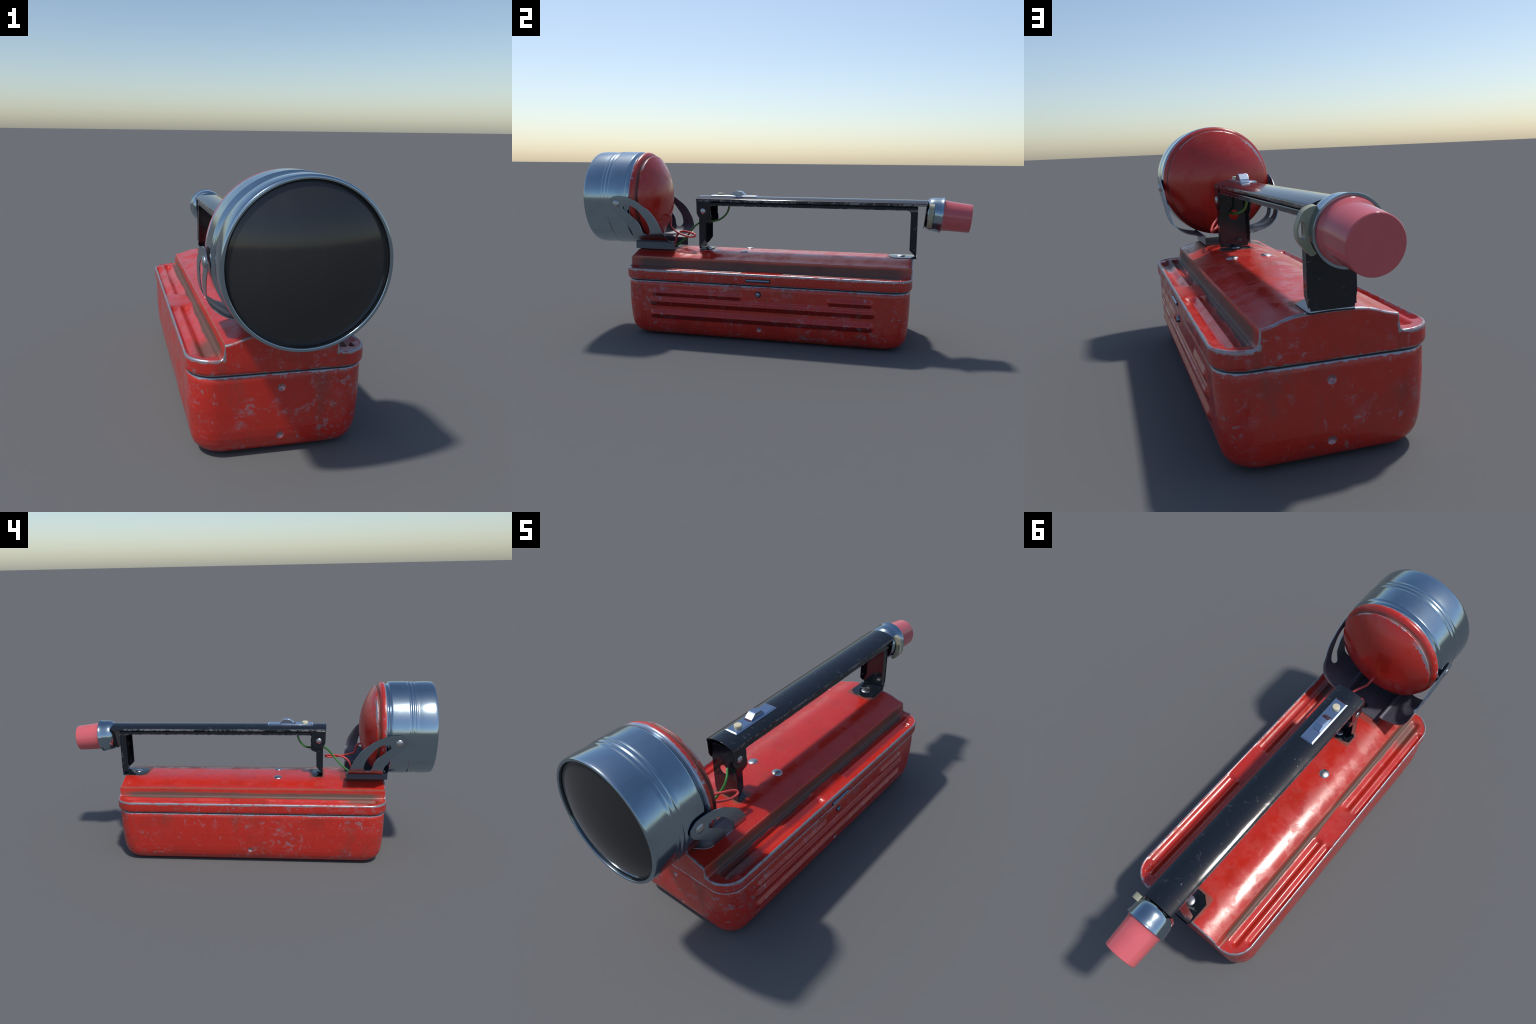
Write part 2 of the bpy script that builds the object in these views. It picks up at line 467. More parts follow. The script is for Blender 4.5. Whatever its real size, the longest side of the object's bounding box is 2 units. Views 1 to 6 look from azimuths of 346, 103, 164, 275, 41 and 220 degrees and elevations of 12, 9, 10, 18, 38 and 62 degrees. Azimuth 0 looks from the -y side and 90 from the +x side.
# ------------------------------------------------------------------ battery case
# wall profile: height, inset from the widest outline
CASE_WALL = [(0.0, 0.078), (0.0022, 0.064), (0.0065, 0.052), (0.013, 0.0405), (0.022, 0.030), (0.034, 0.0215),
             (0.050, 0.0145), (0.070, 0.0095), (0.095, 0.0060), (0.130, 0.0035), (0.175, 0.0010), (0.220, 0.0), (0.2876, 0.0)]
RIBS = [  # pressed ribs of the +x wall: y0, y1, z centre, half height, height, double crest
    (-0.570, -0.086, 0.2320, 0.0215, 0.0150, False), (0.333, 0.550, 0.2320, 0.0215, 0.0150, False),
    (-0.582, 0.564, 0.1865, 0.0245, 0.0185, True), (-0.579, 0.557, 0.1195, 0.0250, 0.0185, False)]

RIB_TRUE = 0.55                  # real relief of the ribs; their creases are shaded crisper than they stand proud
def rib_height(y, z):
    h = 0.0
    for y0, y1, zc, hz, amp, double in RIBS:
        dy = max(y0 + hz - y, y - (y1 - hz), 0.0)
        d = math.hypot(dy, z - zc) / hz
        if d < 1:
            v = amp * min(1 - d, 0.93)
            if double and z > zc:                 # a shallow crease runs along the upper flank
                v -= amp * 0.20 * max(0.0, 1 - abs((z - zc) / hz - 0.42) / 0.16)
            h = max(h, v)
    return h

DIMPLES = [(0, 1, 0.2395), (0, -1, 0.2395), (0, 1, 0.0680), (0, -1, 0.0680), (1, 0, 0.0700), (-1, 0, 0.0790)]   # wall and height
def dimple(x, y, nx, ny, z):
    for dx, dy, zc in DIMPLES:
        if (dx and nx * dx > 0.99) or (dy and ny * dy > 0.99):
            d = math.hypot((x - XC) if dy else (y + 0.0035), z - zc) / DIMPLE_R
            if d < 1:
                return 0.0090 * (1 - d ** 2)
    return 0.0

def build_case():
    z_levels = sorted(set([z for z, _ in CASE_WALL] + [round(v, 4) for v in np.arange(0.0520, 0.264, 0.0022)]))
    zz, ii = zip(*CASE_WALL)
    sx = stations(BOX_HX - BOX_R, 20, list(np.linspace(-0.017, 0.017, 17)), 0.03)
    sy = stations(BOX_HY - BOX_R, 210, list(np.linspace(-0.0205, 0.0135, 17)), 0.022)
    bm = bmesh.new()
    rings, proud = [], {}
    for z in z_levels:
        ins = float(np.interp(z, zz, ii))
        r = max(BOX_R - 0.35 * ins, 0.03)
        ring = []
        for x, y, nx, ny in rounded_rect(BOX_HX - ins, BOX_HY - ins, r, sx, sy, 14):
            h = rib_height(y, z) if nx > 0.99 and 0.08 < z < 0.27 else 0.0
            dip = dimple(x, y, nx, ny, z)
            ring.append(bm.verts.new((x + h - nx * dip, y - ny * dip, z)))
            if h:
                proud[ring[-1]] = h
        rings.append(ring)
    n = len(rings[0])
    # rolled upper lip turning inwards, then a closing deck
    for ins, z in ((0.0014, 0.2888), (0.012, 0.2890)):
        rings.append([bm.verts.new((x, y, z)) for x, y, _, _ in rounded_rect(BOX_HX - ins, BOX_HY - ins, BOX_R - ins, sx, sy, 14)])
    for A, B in zip(rings, rings[1:]):
        for k in range(n):
            bm.faces.new((A[k], A[(k + 1) % n], B[(k + 1) % n], B[k]))
    bm.faces.new(rings[0][::-1])
    bm.faces.new(rings[-1])
    bm.verts.index_update()
    settle = [(v.index, h * (1 - RIB_TRUE)) for v, h in proud.items()]
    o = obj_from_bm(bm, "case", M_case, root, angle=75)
    me = o.data
    normals = [tuple(v.vector) for v in me.vertex_normals]
    for i, dx in settle:
        me.vertices[i].co.x -= dx
    me.normals_split_custom_set_from_vertices(normals)
    return o

case = build_case()

bm = bmesh.new()
inner = rounded_rect(BOX_HX - 0.0075, BOX_HY - 0.0075, BOX_R - 0.007, stations(0.2, 4), stations(0.6, 8), 8)
lo = [bm.verts.new((x, y, 0.2885)) for x, y, _, _ in inner]
hi = [bm.verts.new((x, y, 0.300)) for x, y, _, _ in inner]
for k in range(len(lo)):
    bm.faces.new((lo[k], lo[(k + 1) % len(lo)], hi[(k + 1) % len(lo)], hi[k]))
obj_from_bm(bm, "seam_dark_band", M_gap, case)  # near-black strip set back in the gap between case and lid, seen as the dark seam line

# ------------------------------------------------------------------ lid
# crown of the lid: slope angle (degrees) against distance from the centre line, integrated to a height
_d = np.linspace(0, 0.187, 188)
_slope = np.interp(_d, [0, 0.03, 0.06, 0.085, 0.106, 0.125, 0.137, 0.148, 0.165, 0.187], [0, 0.8, 3.2, 7.5, 13.0, 19.5, 21.8, 20.0, 14.5, 11.0])
_slope = np.convolve(np.pad(_slope, 6, mode='edge'), np.ones(13) / 13, mode='valid')
RIDGE = np.column_stack([_d, 0.4262 - np.concatenate([[0], np.cumsum(np.tan(np.radians(_slope[:-1])) * 0.001)])])
RIDGE[:, 1] += (_d / 0.187) ** 2 * (0.3972 - RIDGE[-1, 1])
def lid_height(x, y):
    ax = abs(x - XC)
    dq = (max(ax - (LID_HX - LID_R), 0.0), max(abs(y) - (LID_HY - LID_R), 0.0))
    inside = -(math.hypot(*dq) + min(max(ax - (LID_HX - LID_R), abs(y) - (LID_HY - LID_R)), 0.0) - LID_R)
    inside = max(inside, 0.0)
    if ax <= 0.187:
        h = float(np.interp(ax, RIDGE[:, 0], RIDGE[:, 1]))
    elif ax <= 0.1935:
        h = 0.3972 + (0.3525 - 0.3972) * float(smoothstep(0.185, 0.1945, ax)) ** 0.8
    else:
        h = 0.3470 + 0.0055 * (1 - float(smoothstep(0.1925, 0.200, ax)))
        yy = abs(y)
        w1 = float(smoothstep(0.092, 0.106, yy) * (1 - smoothstep(0.668, 0.684, yy)))
        w2 = float(smoothstep(0.092, 0.106, yy) * (1 - smoothstep(0.622, 0.642, yy)))
        if x < XC:                             # -x shelf: two pressed grooves
            g1 = -0.0150 * float(smoothstep(0.207, 0.236, ax) * (1 - smoothstep(0.237, 0.2600, ax)))
            g2 = -0.0125 * float(smoothstep(0.2605, 0.284, ax) * (1 - smoothstep(0.285, 0.298, ax)))
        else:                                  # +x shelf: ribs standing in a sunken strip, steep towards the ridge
            def rise(p, q):
                return float(np.clip((ax - p) / (q - p), 0, 1)) ** 2.2      # hollow flank, steepest at the crest
            sunk = -0.0150 * float(smoothstep(0.2030, 0.2115, ax))
            g1 = sunk * float(1 - smoothstep(0.2620, 0.2630, ax)) + 0.0145 * rise(0.2115, 0.2400) * (1 - float(smoothstep(0.2405, 0.2625, ax)))
            g2 = -0.0150 * float(smoothstep(0.2620, 0.2630, ax) * (1 - smoothstep(0.2930, 0.2980, ax))) + 0.0140 * rise(0.2625, 0.2915) * (1 - float(smoothstep(0.2925, 0.2980, ax)))
        rim = 0.0035 * float(1 - smoothstep(0.004, 0.012, inside))
        h += rim + w1 * g1 + w2 * g2
    r = 0.0075
    if inside < r:
        h -= r - math.sqrt(max(r * r - (r - inside) ** 2, 0.0))
    return h

def build_lid():
    hx, hy, R = LID_HX, LID_HY, LID_R
    edge = [0, 0.0004, 0.0015, 0.0033, 0.0054, 0.0076]
    ys = [hy - e for e in edge] + list(np.linspace(hy - 0.012, 0.62, 22)) + list(np.linspace(0.612, 0.11, 56)) + list(np.linspace(0.106, 0.0, 12))
    ys = sorted(set(round(v, 5) for v in ys + [-v for v in ys]))
    core = sorted(set([round(v, 5) for v in np.linspace(-0.182, 0.182, 41)] +
                      [s * v for s in (-1, 1) for v in (0.1845, 0.1858, 0.187, 0.1885, 0.1900, 0.1915, 0.193, 0.1950, 0.1975, 0.2000)]))
    bm = bmesh.new()
    grid = []
    for y in ys:
        over = abs(y) - (hy - R)
        half = hx if over <= 0 else hx - R + math.sqrt(max(R * R - over * over, 0.0))
        tail = [0.2000 + f * (half - 0.0080 - 0.2000) for f in np.linspace(0, 1, 36)[1:]] if half > 0.2130 else \
               [0.2000 + f * (half - 0.2000) * 0.55 for f in np.linspace(0, 1, 36)[1:]]
        e = 0.0080 if half > 0.2130 else (half - 0.2000) * 0.45
        tail += [half - e * q for q in (0.68, 0.42, 0.19, 0.055, 0.0)]
        xs = [-t for t in tail[::-1]] + core + tail
        grid.append([bm.verts.new((XC + x, y, lid_height(XC + x, y))) for x in xs])
    nr, nc = len(grid), len(grid[0])
    for i in range(nr - 1):
        for j in range(nc - 1):
            bm.faces.new((grid[i][j], grid[i][j + 1], grid[i + 1][j + 1], grid[i + 1][j]))
    loop = grid[0][:] + [grid[i][-1] for i in range(1, nr)] + grid[-1][-2::-1] + [grid[i][0] for i in range(nr - 2, 0, -1)]
    nrm = []
    for v in loop:
        dx, dy = v.co.x - XC, v.co.y
        cx = math.copysign(max(abs(dx) - (hx - R), 0.0), dx)
        cy = math.copysign(max(abs(dy) - (hy - R), 0.0), dy)
        nrm.append(Vector((cx, cy, 0)).normalized())
    prev = loop
    def ring(fn):
        return [bm.verts.new(fn(v.co, k)) for v, k in zip(loop, nrm)]
    levels = []
    for t in (0.15, 0.5, 1.0):
        levels.append(ring(lambda c, k, t=t: (c.x, c.y, c.z + (0.308 - c.z) * t)))
    for z, ins in ((0.303, 0.0010), (0.298, 0.0034), (0.2950, 0.0060), (0.2932, 0.0085), (0.2930, 0.020)):
        levels.append(ring(lambda c, k, z=z, ins=ins: (c.x - k.x * ins, c.y - k.y * ins, z)))
    n = len(loop)
    for L in levels:
        for k in range(n):
            bm.faces.new((prev[k], prev[(k + 1) % n], L[(k + 1) % n], L[k]))
        prev = L
    bm.faces.new(prev)
    return obj_from_bm(bm, "lid", M_lid, root, angle=48)

lid = build_lid()

# ------------------------------------------------------------------ rivets, screws, catch
def dome_mesh(name, r, h, mat, lip=0.0):
    bm = bmesh.new()
    prof = [(-0.004, r)] + [(h * math.sin(a), r * math.cos(a)) for a in np.linspace(0, pi / 2, 9)]
    prof[-1] = (h, 0.0)
    lathe(bm, prof, ((0, 0, 0), (0, 0, 1), (0, 1, 0)), 28)
    bmesh.ops.recalc_face_normals(bm, faces=bm.faces[:])
    me = bpy.data.meshes.new(name)
    bm.to_mesh(me)
    bm.free()
    me.materials.append(mat)
    me.polygons.foreach_set("use_smooth", [True] * len(me.polygons))
    return me

def place(mesh, name, loc, direction, parent, scale=1.0, flat=0.9):
    o = bpy.data.objects.new(name, mesh)
    bpy.context.scene.collection.objects.link(o)
    q = Vector(direction).to_track_quat('Z', 'Y')
    o.matrix_world = Matrix.Translation(loc) @ q.to_matrix().to_4x4() @ Matrix.Diagonal((scale, scale, scale * flat, 1))
    o.parent = parent
    return o

me_dome = dome_mesh("rivet", 0.020, 0.0095, M_rivet)
place(me_dome, "lid_rivet", (-0.0770, -0.1446, 0.4220), (-0.14, 0, 1), lid, 1.18, 0.8)
place(me_dome, "lid_rivet", (0.0604, -0.1420, 0.4235), (0.10, 0, 1), lid, 1.18, 0.8)

# lock pin below the lid catch: short stud with a rounded face in a dark socket
bm = bmesh.new()
lathe(bm, [(-0.002, 0.0150), (0.0006, 0.0150), (0.0010, 0.0135), (0.0009, 0.0)], ((BOX_HX + XC, -0.0065, 0.2490), (1, 0, 0), (0, 0, 1)), 28)
obj_from_bm(bm, "lock_socket", M_gap, case)
bm = bmesh.new()
lathe(bm, [(-0.001, 0.0118), (0.0055, 0.0118), (0.0085, 0.0098), (0.0100, 0.0055), (0.0104, 0.0)], ((BOX_HX + XC, -0.0065, 0.2490), (1, 0, 0), (0, 0, 1)), 28)
obj_from_bm(bm, "lock_pin", M_bluesteel, case)
# catch: steel bar in a dark slot of the skirt
bm = bmesh.new()
sec = [(XC + LID_HX - 0.003 + dx, 0.3178 + dz) for dx, dz in
       [(0, -0.0085), (0.0042, -0.0085), (0.0042, 0.0085), (0, 0.0085)]]
extrude_section(bm, sec, -0.0685, 0.0560)
obj_from_bm(bm, "catch_slot", M_gap, lid, bevel=0.0006)
bm = bmesh.new()
sec = [(XC + LID_HX + 0.0065 * math.cos(a), 0.3178 + 0.0058 * math.sin(a)) for a in np.linspace(-pi / 2, pi / 2, 11)]
extrude_section(bm, sec, -0.0650, 0.0525)
obj_from_bm(bm, "catch_bar", M_bluesteel, lid, bevel=0.0008)

# ------------------------------------------------------------------ handle
handle = empty("handle", root)
H0, H1 = -0.4085, 0.7825
HW = 0.0688
def cover_section():
    out = []
    top = [(HW * t, 0.7126 - 0.0165 * abs(t) ** 2.1) for t in np.linspace(-0.95, 0.95, 33)]
    roll = [(0.0674, 0.6964), (0.0684, 0.6943), (HW, 0.6915), (HW, 0.6885), (HW - 0.0005, 0.6845)]
    out = [(-x, z) for x, z in roll[::-1]] + top + roll
    out += [(HW - 0.0034, 0.6845), (HW - 0.0034, 0.6910)]
    out += [(HW * t, 0.7088 - 0.0165 * abs(t) ** 2.1) for t in np.linspace(0.92, -0.92, 25)]
    out += [(-HW + 0.0034, 0.6910), (-HW + 0.0034, 0.6845)]
    return [(XC - 0.0012 + x, z) for x, z in out]
bm = bmesh.new()
extrude_section(bm, cover_section(), H0, H1, 40)
for s in (-1, 1):                              # side ears carrying the front rivets
    ear = [(-0.4060, 0.6865), (-0.4045, 0.6210), (-0.3960, 0.6030), (-0.3830, 0.5920), (-0.3660, 0.5875), (-0.3490, 0.5925),
           (-0.3370, 0.6040), (-0.3310, 0.6210), (-0.3305, 0.6660), (-0.3270, 0.6770), (-0.3180, 0.6850), (-0.318, 0.688)]
    x0 = XC - 0.0012 + s * (HW - 0.0032)
    add_sheet(bm, ear, (), lambda a, b, x0=x0: (x0, a, b), (s * 0.0032, 0, 0))
# rear flap folded down in front of the tail lamp
flap = [(-0.066, 0.688)] + [(0.066 * math.cos(a), 0.640 + 0.069 * math.sin(a)) for a in np.linspace(pi, 2 * pi, 21)] + [(0.066, 0.688)]
add_sheet(bm, flap, (), lambda a, b: (XC + a, 0.7795 - (0.688 - b) * 0.095, b), (0, 0.0035, 0))
cover = obj_from_bm(bm, "handle_cover", M_black, handle, angle=32, bevel=0.0007)

# folded inner channel with both legs
bm = bmesh.new()
LW = 0.0640
side = [(-0.3915, 0.6750), (-0.3915, 0.4450), (-0.3780, 0.4560), (-0.3570, 0.4840), (-0.3570, 0.5660), (-0.3320, 0.5760), (-0.3250, 0.5840),
        (-0.3250, 0.6100), (-0.3285, 0.6170), (-0.3285, 0.6550), (-0.3250, 0.6605), (-0.3180, 0.6622), (0.6900, 0.6622), (0.7000, 0.6590), (0.7050, 0.6510),
        (0.7060, 0.6420), (0.7060, 0.4660), (0.7330, 0.4390), (0.7390, 0.4390), (0.7390, 0.6750)]
for s in (-1, 1):
    x0 = XC + s * (LW - 0.003)
    add_sheet(bm, side, (), lambda a, b, x0=x0: (x0, a, b), (s * 0.003, 0, 0))
# rolled shoulder of the channel, just under the lip of the cover
sh = [(LW - 0.0003, 0.6735)] + [(LW - 0.0065 + 0.0062 * math.cos(a), 0.6740 + 0.0062 * math.sin(a)) for a in np.linspace(0, pi / 2, 6)]
sh = sh + [(-x, z) for x, z in sh[::-1]] + [(-LW + 0.0035, 0.6735), (-LW + 0.0070, 0.6772), (LW - 0.0070, 0.6772), (LW - 0.0035, 0.6735)]
extrude_section(bm, [(XC + x, z) for x, z in sh], -0.3915, 0.7385)
hole = circle2d(-0.006, 0.5640, 0.0200, 0.0215, 20)
add_sheet(bm, [(-LW, 0.680), (-LW, 0.452), (-0.058, 0.4300), (0.058, 0.4300), (LW, 0.452), (LW, 0.680)], [hole],
          lambda a, b: (XC + a, -0.3922, b), (0, 0.0032, 0))
add_sheet(bm, [(-LW - 0.002, 0.678), (-LW - 0.002, 0.470), (-0.058, 0.4310), (0.058, 0.4310), (LW + 0.002, 0.470), (LW + 0.002, 0.678)], (),
          lambda a, b: (XC + a, 0.7362, b), (0, 0.0035, 0))
# feet turned inwards, following the crown of the lid
def sag(a):
    return -0.0055 * (abs(a) / 0.066) ** 2
foot_r = [(-0.0575, 0.7425), (-0.0640, 0.7300), (-0.0645, 0.6340), (-0.0330, 0.6070), (-0.011, 0.6062), (0.011, 0.6062), (0.0330, 0.6070), (0.0645, 0.6340), (0.0640, 0.7300), (0.0575, 0.7425), (0.03, 0.7425), (0, 0.7425), (-0.03, 0.7425)]
add_sheet(bm, foot_r, (), lambda a, b: (XC + a, b, 0.4300 + sag(a) * 0.5), (0, 0, -0.0042))
foot_f = [(-0.0600, -0.3915), (-0.0660, -0.3840), (-0.0655, -0.3440), (-0.0300, -0.3320), (0, -0.3310), (0.0300, -0.3320), (0.0655, -0.3440), (0.0660, -0.3840), (0.0600, -0.3915), (0.02, -0.3915), (-0.02, -0.3915)]
add_sheet(bm, foot_f, (), lambda a, b: (XC + a, b, 0.4300 + sag(a) * 0.5), (0, 0, -0.0042))
channel = obj_from_bm(bm, "inner_channel", M_black, handle, angle=32, bevel=0.0006)

for s in (-1, 1):
    place(me_dome, "ear_rivet", (XC - 0.0012 + s * (HW - 0.0005), -0.3700, 0.6325), (s, 0, 0), handle, 0.80)
place(me_dome, "foot_rivet", (XC, 0.6640, 0.4295), (0, 0, 1), handle, 1.15, 0.6)
place(me_dome, "foot_rivet", (XC, -0.3610, 0.4295), (0, 0, 1), handle, 0.85)

# ------------------------------------------------------------------ switch
switch = empty("switch", handle)
SX = XC - 0.0038
bm = bmesh.new()                               # plate: raised tray with sloping borders
def tray_ring(hx, y0, y1, z):
    return [bm.verts.new(v) for v in ((SX - hx, y0, z), (SX + hx, y0, z), (SX + hx, y1, z), (SX - hx, y1, z))]
tiers = [tray_ring(0.0310, -0.3375, -0.0890, 0.7030), tray_ring(0.0310, -0.3375, -0.0890, 0.7138), tray_ring(0.0240, -0.3310, -0.0955, 0.7168)]
for A, B in zip(tiers, tiers[1:]):
    for k in range(4):
        bm.faces.new((A[k], A[(k + 1) % 4], B[(k + 1) % 4], B[k]))
bm.faces.new(tiers[-1])
bm.faces.new(tiers[0][::-1])
obj_from_bm(bm, "switch_plate", M_switch, switch, angle=15, bevel=0.0006)
bm = bmesh.new()
lathe(bm, [(0, 0.0168), (0.0085, 0.0168), (0.0108, 0.0152), (0.0115, 0.0115), (0.0117, 0)], ((SX, -0.2935, 0.7164), (0, 0, 1), (0, 1, 0)), 20)
obj_from_bm(bm, "push_button", M_cream, switch, angle=50)
bm = bmesh.new()                               # dark opening ahead of the slider
add_sheet(bm, [(-0.0165, -0.2400), (0.0165, -0.2400), (0.0165, -0.2150), (-0.0165, -0.2150)], (), lambda a, b: (SX + a, b, 0.7164), (0, 0, 0.0011))
obj_from_bm(bm, "slider_slot", plain("slot_shadow", (0.06, 0.012, 0.012), 0.6), switch)
bm = bmesh.new()
side_prof = [(-0.2335, 0.7150), (-0.2335, 0.7200), (-0.2085, 0.7392)]
for k in range(2):                             # thumb serrations on the crown
    y = -0.2010 + k * 0.0110
    side_prof += [(y, 0.7402), (y + 0.0030, 0.7402), (y + 0.0042, 0.7390), (y + 0.0058, 0.7390)]
side_prof += [(-0.1755, 0.7395), (-0.1545, 0.7205), (-0.1545, 0.7150)]
add_sheet(bm, side_prof, (), lambda a, b: (SX - 0.0178, a, b), (0.0356, 0, 0))
obj_from_bm(bm, "slider", M_switch, switch, angle=30, bevel=0.0009)

# ------------------------------------------------------------------ tail lamp
tail = empty("tail_lamp", root)
TC = Vector((-0.0040, 0.7800, 0.6462))
TA = Vector((0, 0.9952, -0.0975))
tframe = (TC, TA, (0, 0, 1))
bm = bmesh.new()
lathe(bm, [(0.006, 0.0), (0.006, 0.058), (0.0005, 0.0625), (0.0, 0.0655), (0.0030, 0.0690), (0.0080, 0.0745), (0.0140, 0.0780), (0.0220, 0.0805), (0.0350, 0.0824), (0.0500, 0.0836),
           (0.0620, 0.0848), (0.0690, 0.0864), (0.0730, 0.0880), (0.0755, 0.0887), (0.0772, 0.0883), (0.0776, 0.0870), (0.0770, 0.0815), (0.0700, 0.0800)], tframe, 72)
collar = obj_from_bm(bm, "collar", M_chrome, tail, angle=45)
bm = bmesh.new()
prof = [(0.0690, 0.0812), (0.0772, 0.0812), (0.0800, 0.0790), (0.0850, 0.0766), (0.0920, 0.0748), (0.1020, 0.0736), (0.1200, 0.0728), (0.2090, 0.0694)]
prof += [(0.2090 + 0.0042 * math.sin(a), 0.0652 + 0.0042 * math.cos(a)) for a in np.linspace(0.25, pi / 2, 6)] + [(0.2134, 0.055), (0.2136, 0.0)]
lathe(bm, prof, tframe, 72)
obj_from_bm(bm, "tail_lens", M_tail, tail, angle=50)
# carrying tab on the +x side: crescent plate with an elongated eye
outer = catmull([(0.0590, 0.6995), (0.0715, 0.6985), (0.0905, 0.6885), (0.1025, 0.6665), (0.1075, 0.6440), (0.1040, 0.6215), (0.0930, 0.6050), (0.0770, 0.5865), (0.0710, 0.5835), (0.0630, 0.5855)], 5)
inner_arc = [(-0.004 + 0.0818 * math.cos(a), 0.6420 + 0.0818 * math.sin(a)) for a in np.linspace(-0.70, 0.68, 15)]
eye = catmull([(0.0925, 0.6655), (0.0868, 0.6600), (0.0848, 0.6450), (0.0850, 0.6300), (0.0905, 0.6235), (0.0995, 0.6290), (0.1032, 0.6455), (0.0990, 0.6620)], 4, True)
bm = bmesh.new()
add_sheet(bm, [tuple(p) for p in outer] + inner_arc, [[tuple(p) for p in eye]],
          lambda a, b: (a, 0.7880 - (b - 0.645) * -0.0980, b), TA * 0.0240)
obj_from_bm(bm, "carrying_tab", M_khaki, tail, angle=35, bevel=0.0016)

# ------------------------------------------------------------------ headlamp
lamp = empty("headlamp", root)
LX, LZ = -0.0035, 0.694
lframe = ((LX, 0, LZ), (0, 1, 0), (0, 0, 1))
shell = [(-0.7150, 0.2300), (-0.7165, 0.2322), (-0.7210, 0.2330), (-0.7245, 0.2338), (-0.7290, 0.2385), (-0.7320, 0.2435), (-0.7350, 0.2462), (-0.7385, 0.2472), (-0.7405, 0.2474), (-0.7430, 0.2475),
         (-0.7700, 0.2478), (-0.8190, 0.2484), (-0.8215, 0.2484), (-0.8240, 0.2481), (-0.8285, 0.2462), (-0.8315, 0.2452), (-0.8345, 0.2462), (-0.8385, 0.2482), (-0.8420, 0.2484), (-0.8455, 0.2470),
         (-0.8490, 0.2450), (-0.8520, 0.2444), (-0.8550, 0.2452), (-0.8590, 0.2464), (-0.8625, 0.2462), (-0.8665, 0.2446), (-0.8700, 0.2442), (-0.8760, 0.2450),
         (-0.9000, 0.2466), (-0.9270, 0.2472), (-0.9500, 0.2466), (-0.9600, 0.2455), (-0.9645, 0.2440), (-0.9662, 0.2415), (-0.9664, 0.2360), (-0.9657, 0.2340), (-0.9640, 0.2332), (-0.9480, 0.2328)]
bm = bmesh.new()
lathe(bm, shell, lframe, 128)
obj_from_bm(bm, "chrome_shell", M_chrome, lamp, angle=50)
bm = bmesh.new()
sag_l, rl = 0.0470, 0.2328
Rg = (rl * rl + sag_l * sag_l) / (2 * sag_l)
glass = [(-0.9528 - (math.sqrt(Rg * Rg - r * r) - (Rg - sag_l)), r) for r in np.linspace(rl, 0, 24)]
glass[-1] = (-0.9528 - sag_l, 0.0)
lathe(bm, glass, lframe, 128)
obj_from_bm(bm, "lamp_glass", M_lens, lamp, angle=60)
bm = bmesh.new()
lathe(bm, [(-0.9490, 0.2302), (-0.9548, 0.2310), (-0.9556, 0.2318), (-0.9556, 0.2326), (-0.950, 0.2330)], lframe, 128)
obj_from_bm(bm, "glass_dark_ring", M_gap, lamp)
bm = bmesh.new()
RD, YD = 0.376, -0.9637
cap = [(YD + math.sqrt(RD * RD - r * r), r) for r in np.linspace(0, 0.2225, 40)]
cap[0] = (YD + RD, 0.0)
dome = cap + [(-0.6625, 0.2252), (-0.6645, 0.2266), (-0.6670, 0.2268), (-0.6695, 0.2255), (-0.6718, 0.2228), (-0.6745, 0.2212), (-0.6775, 0.2220),
              (-0.6810, 0.2262), (-0.6850, 0.2330), (-0.6895, 0.2395), (-0.6945, 0.2432), (-0.7000, 0.2444), (-0.7055, 0.2446), (-0.7100, 0.2436), (-0.7140, 0.2410), (-0.7160, 0.2370), (-0.7165, 0.2300)]
lathe(bm, dome, lframe, 128)
obj_from_bm(bm, "lamp_dome", M_dome, lamp, angle=60)

# ------------------------------------------------------------------ lamp bracket
# one folded sheet: base on the lid, short walls, then two pierced arms that wrap the lamp
BX = -0.0045
SEC = np.array([(0.1000, 0.4262), (0.1000, 0.4590), (0.1012, 0.4650), (0.1045, 0.4688), (0.1085, 0.4695), (0.1130, 0.4678), (0.1190, 0.4668), (0.1280, 0.4690), (0.1430, 0.4735),
                (0.1640, 0.4785), (0.1830, 0.4850), (0.1990, 0.4935), (0.2140, 0.5050), (0.2270, 0.5195), (0.2370, 0.5410), (0.2430, 0.5680),
                (0.2475, 0.6000), (0.2515, 0.6320), (0.2545, 0.6700), (0.2560, 0.7000), (0.2562, 0.7200)])
ARC = np.concatenate([[0], np.cumsum(np.hypot(*np.diff(SEC, axis=0).T))])
_high = SEC[:, 1] >= 0.4665
def s_of_z(z):
    i = 7
    return float(np.interp(z, SEC[i:, 1], ARC[i:]))
back = [(-0.5235, .505), (-0.5285, .523), (-0.5355, .546), (-0.5460, .572), (-0.5600, .595), (-0.5780, .622), (-0.6000, .6445), (-0.6270, .6640), (-0.6560, .6840),
        (-0.6850, .6985), (-0.7150, .7085), (-0.7450, .7125), (-0.7750, .7130), (-0.7970, .7065), (-0.8120, .6930), (-0.8180, .6770), (-0.8130, .6600),
        (-0.8010, .6450), (-0.7860, .6310), (-0.7680, .6170), (-0.7450, .5940), (-0.7260, .5720), (-0.7080, .5470), (-0.6995, .5230), (-0.7010, .5060)]
outline = [(-0.5195, 0.0), (-0.5195, ARC[4]), (-0.5195, ARC[8]), (-0.5205, ARC[10])]
outline += [(p[0], p[1]) for p in catmull([(y, s_of_z(z)) for y, z in back], 3)]
outline += [(-0.7060, ARC[11]), (-0.7150, ARC[9]), (-0.7240, ARC[8] - 0.004), (-0.7340, ARC[7] + 0.001), (-0.7395, ARC[6]), (-0.7400, ARC[4]), (-0.7400, 0.0)]
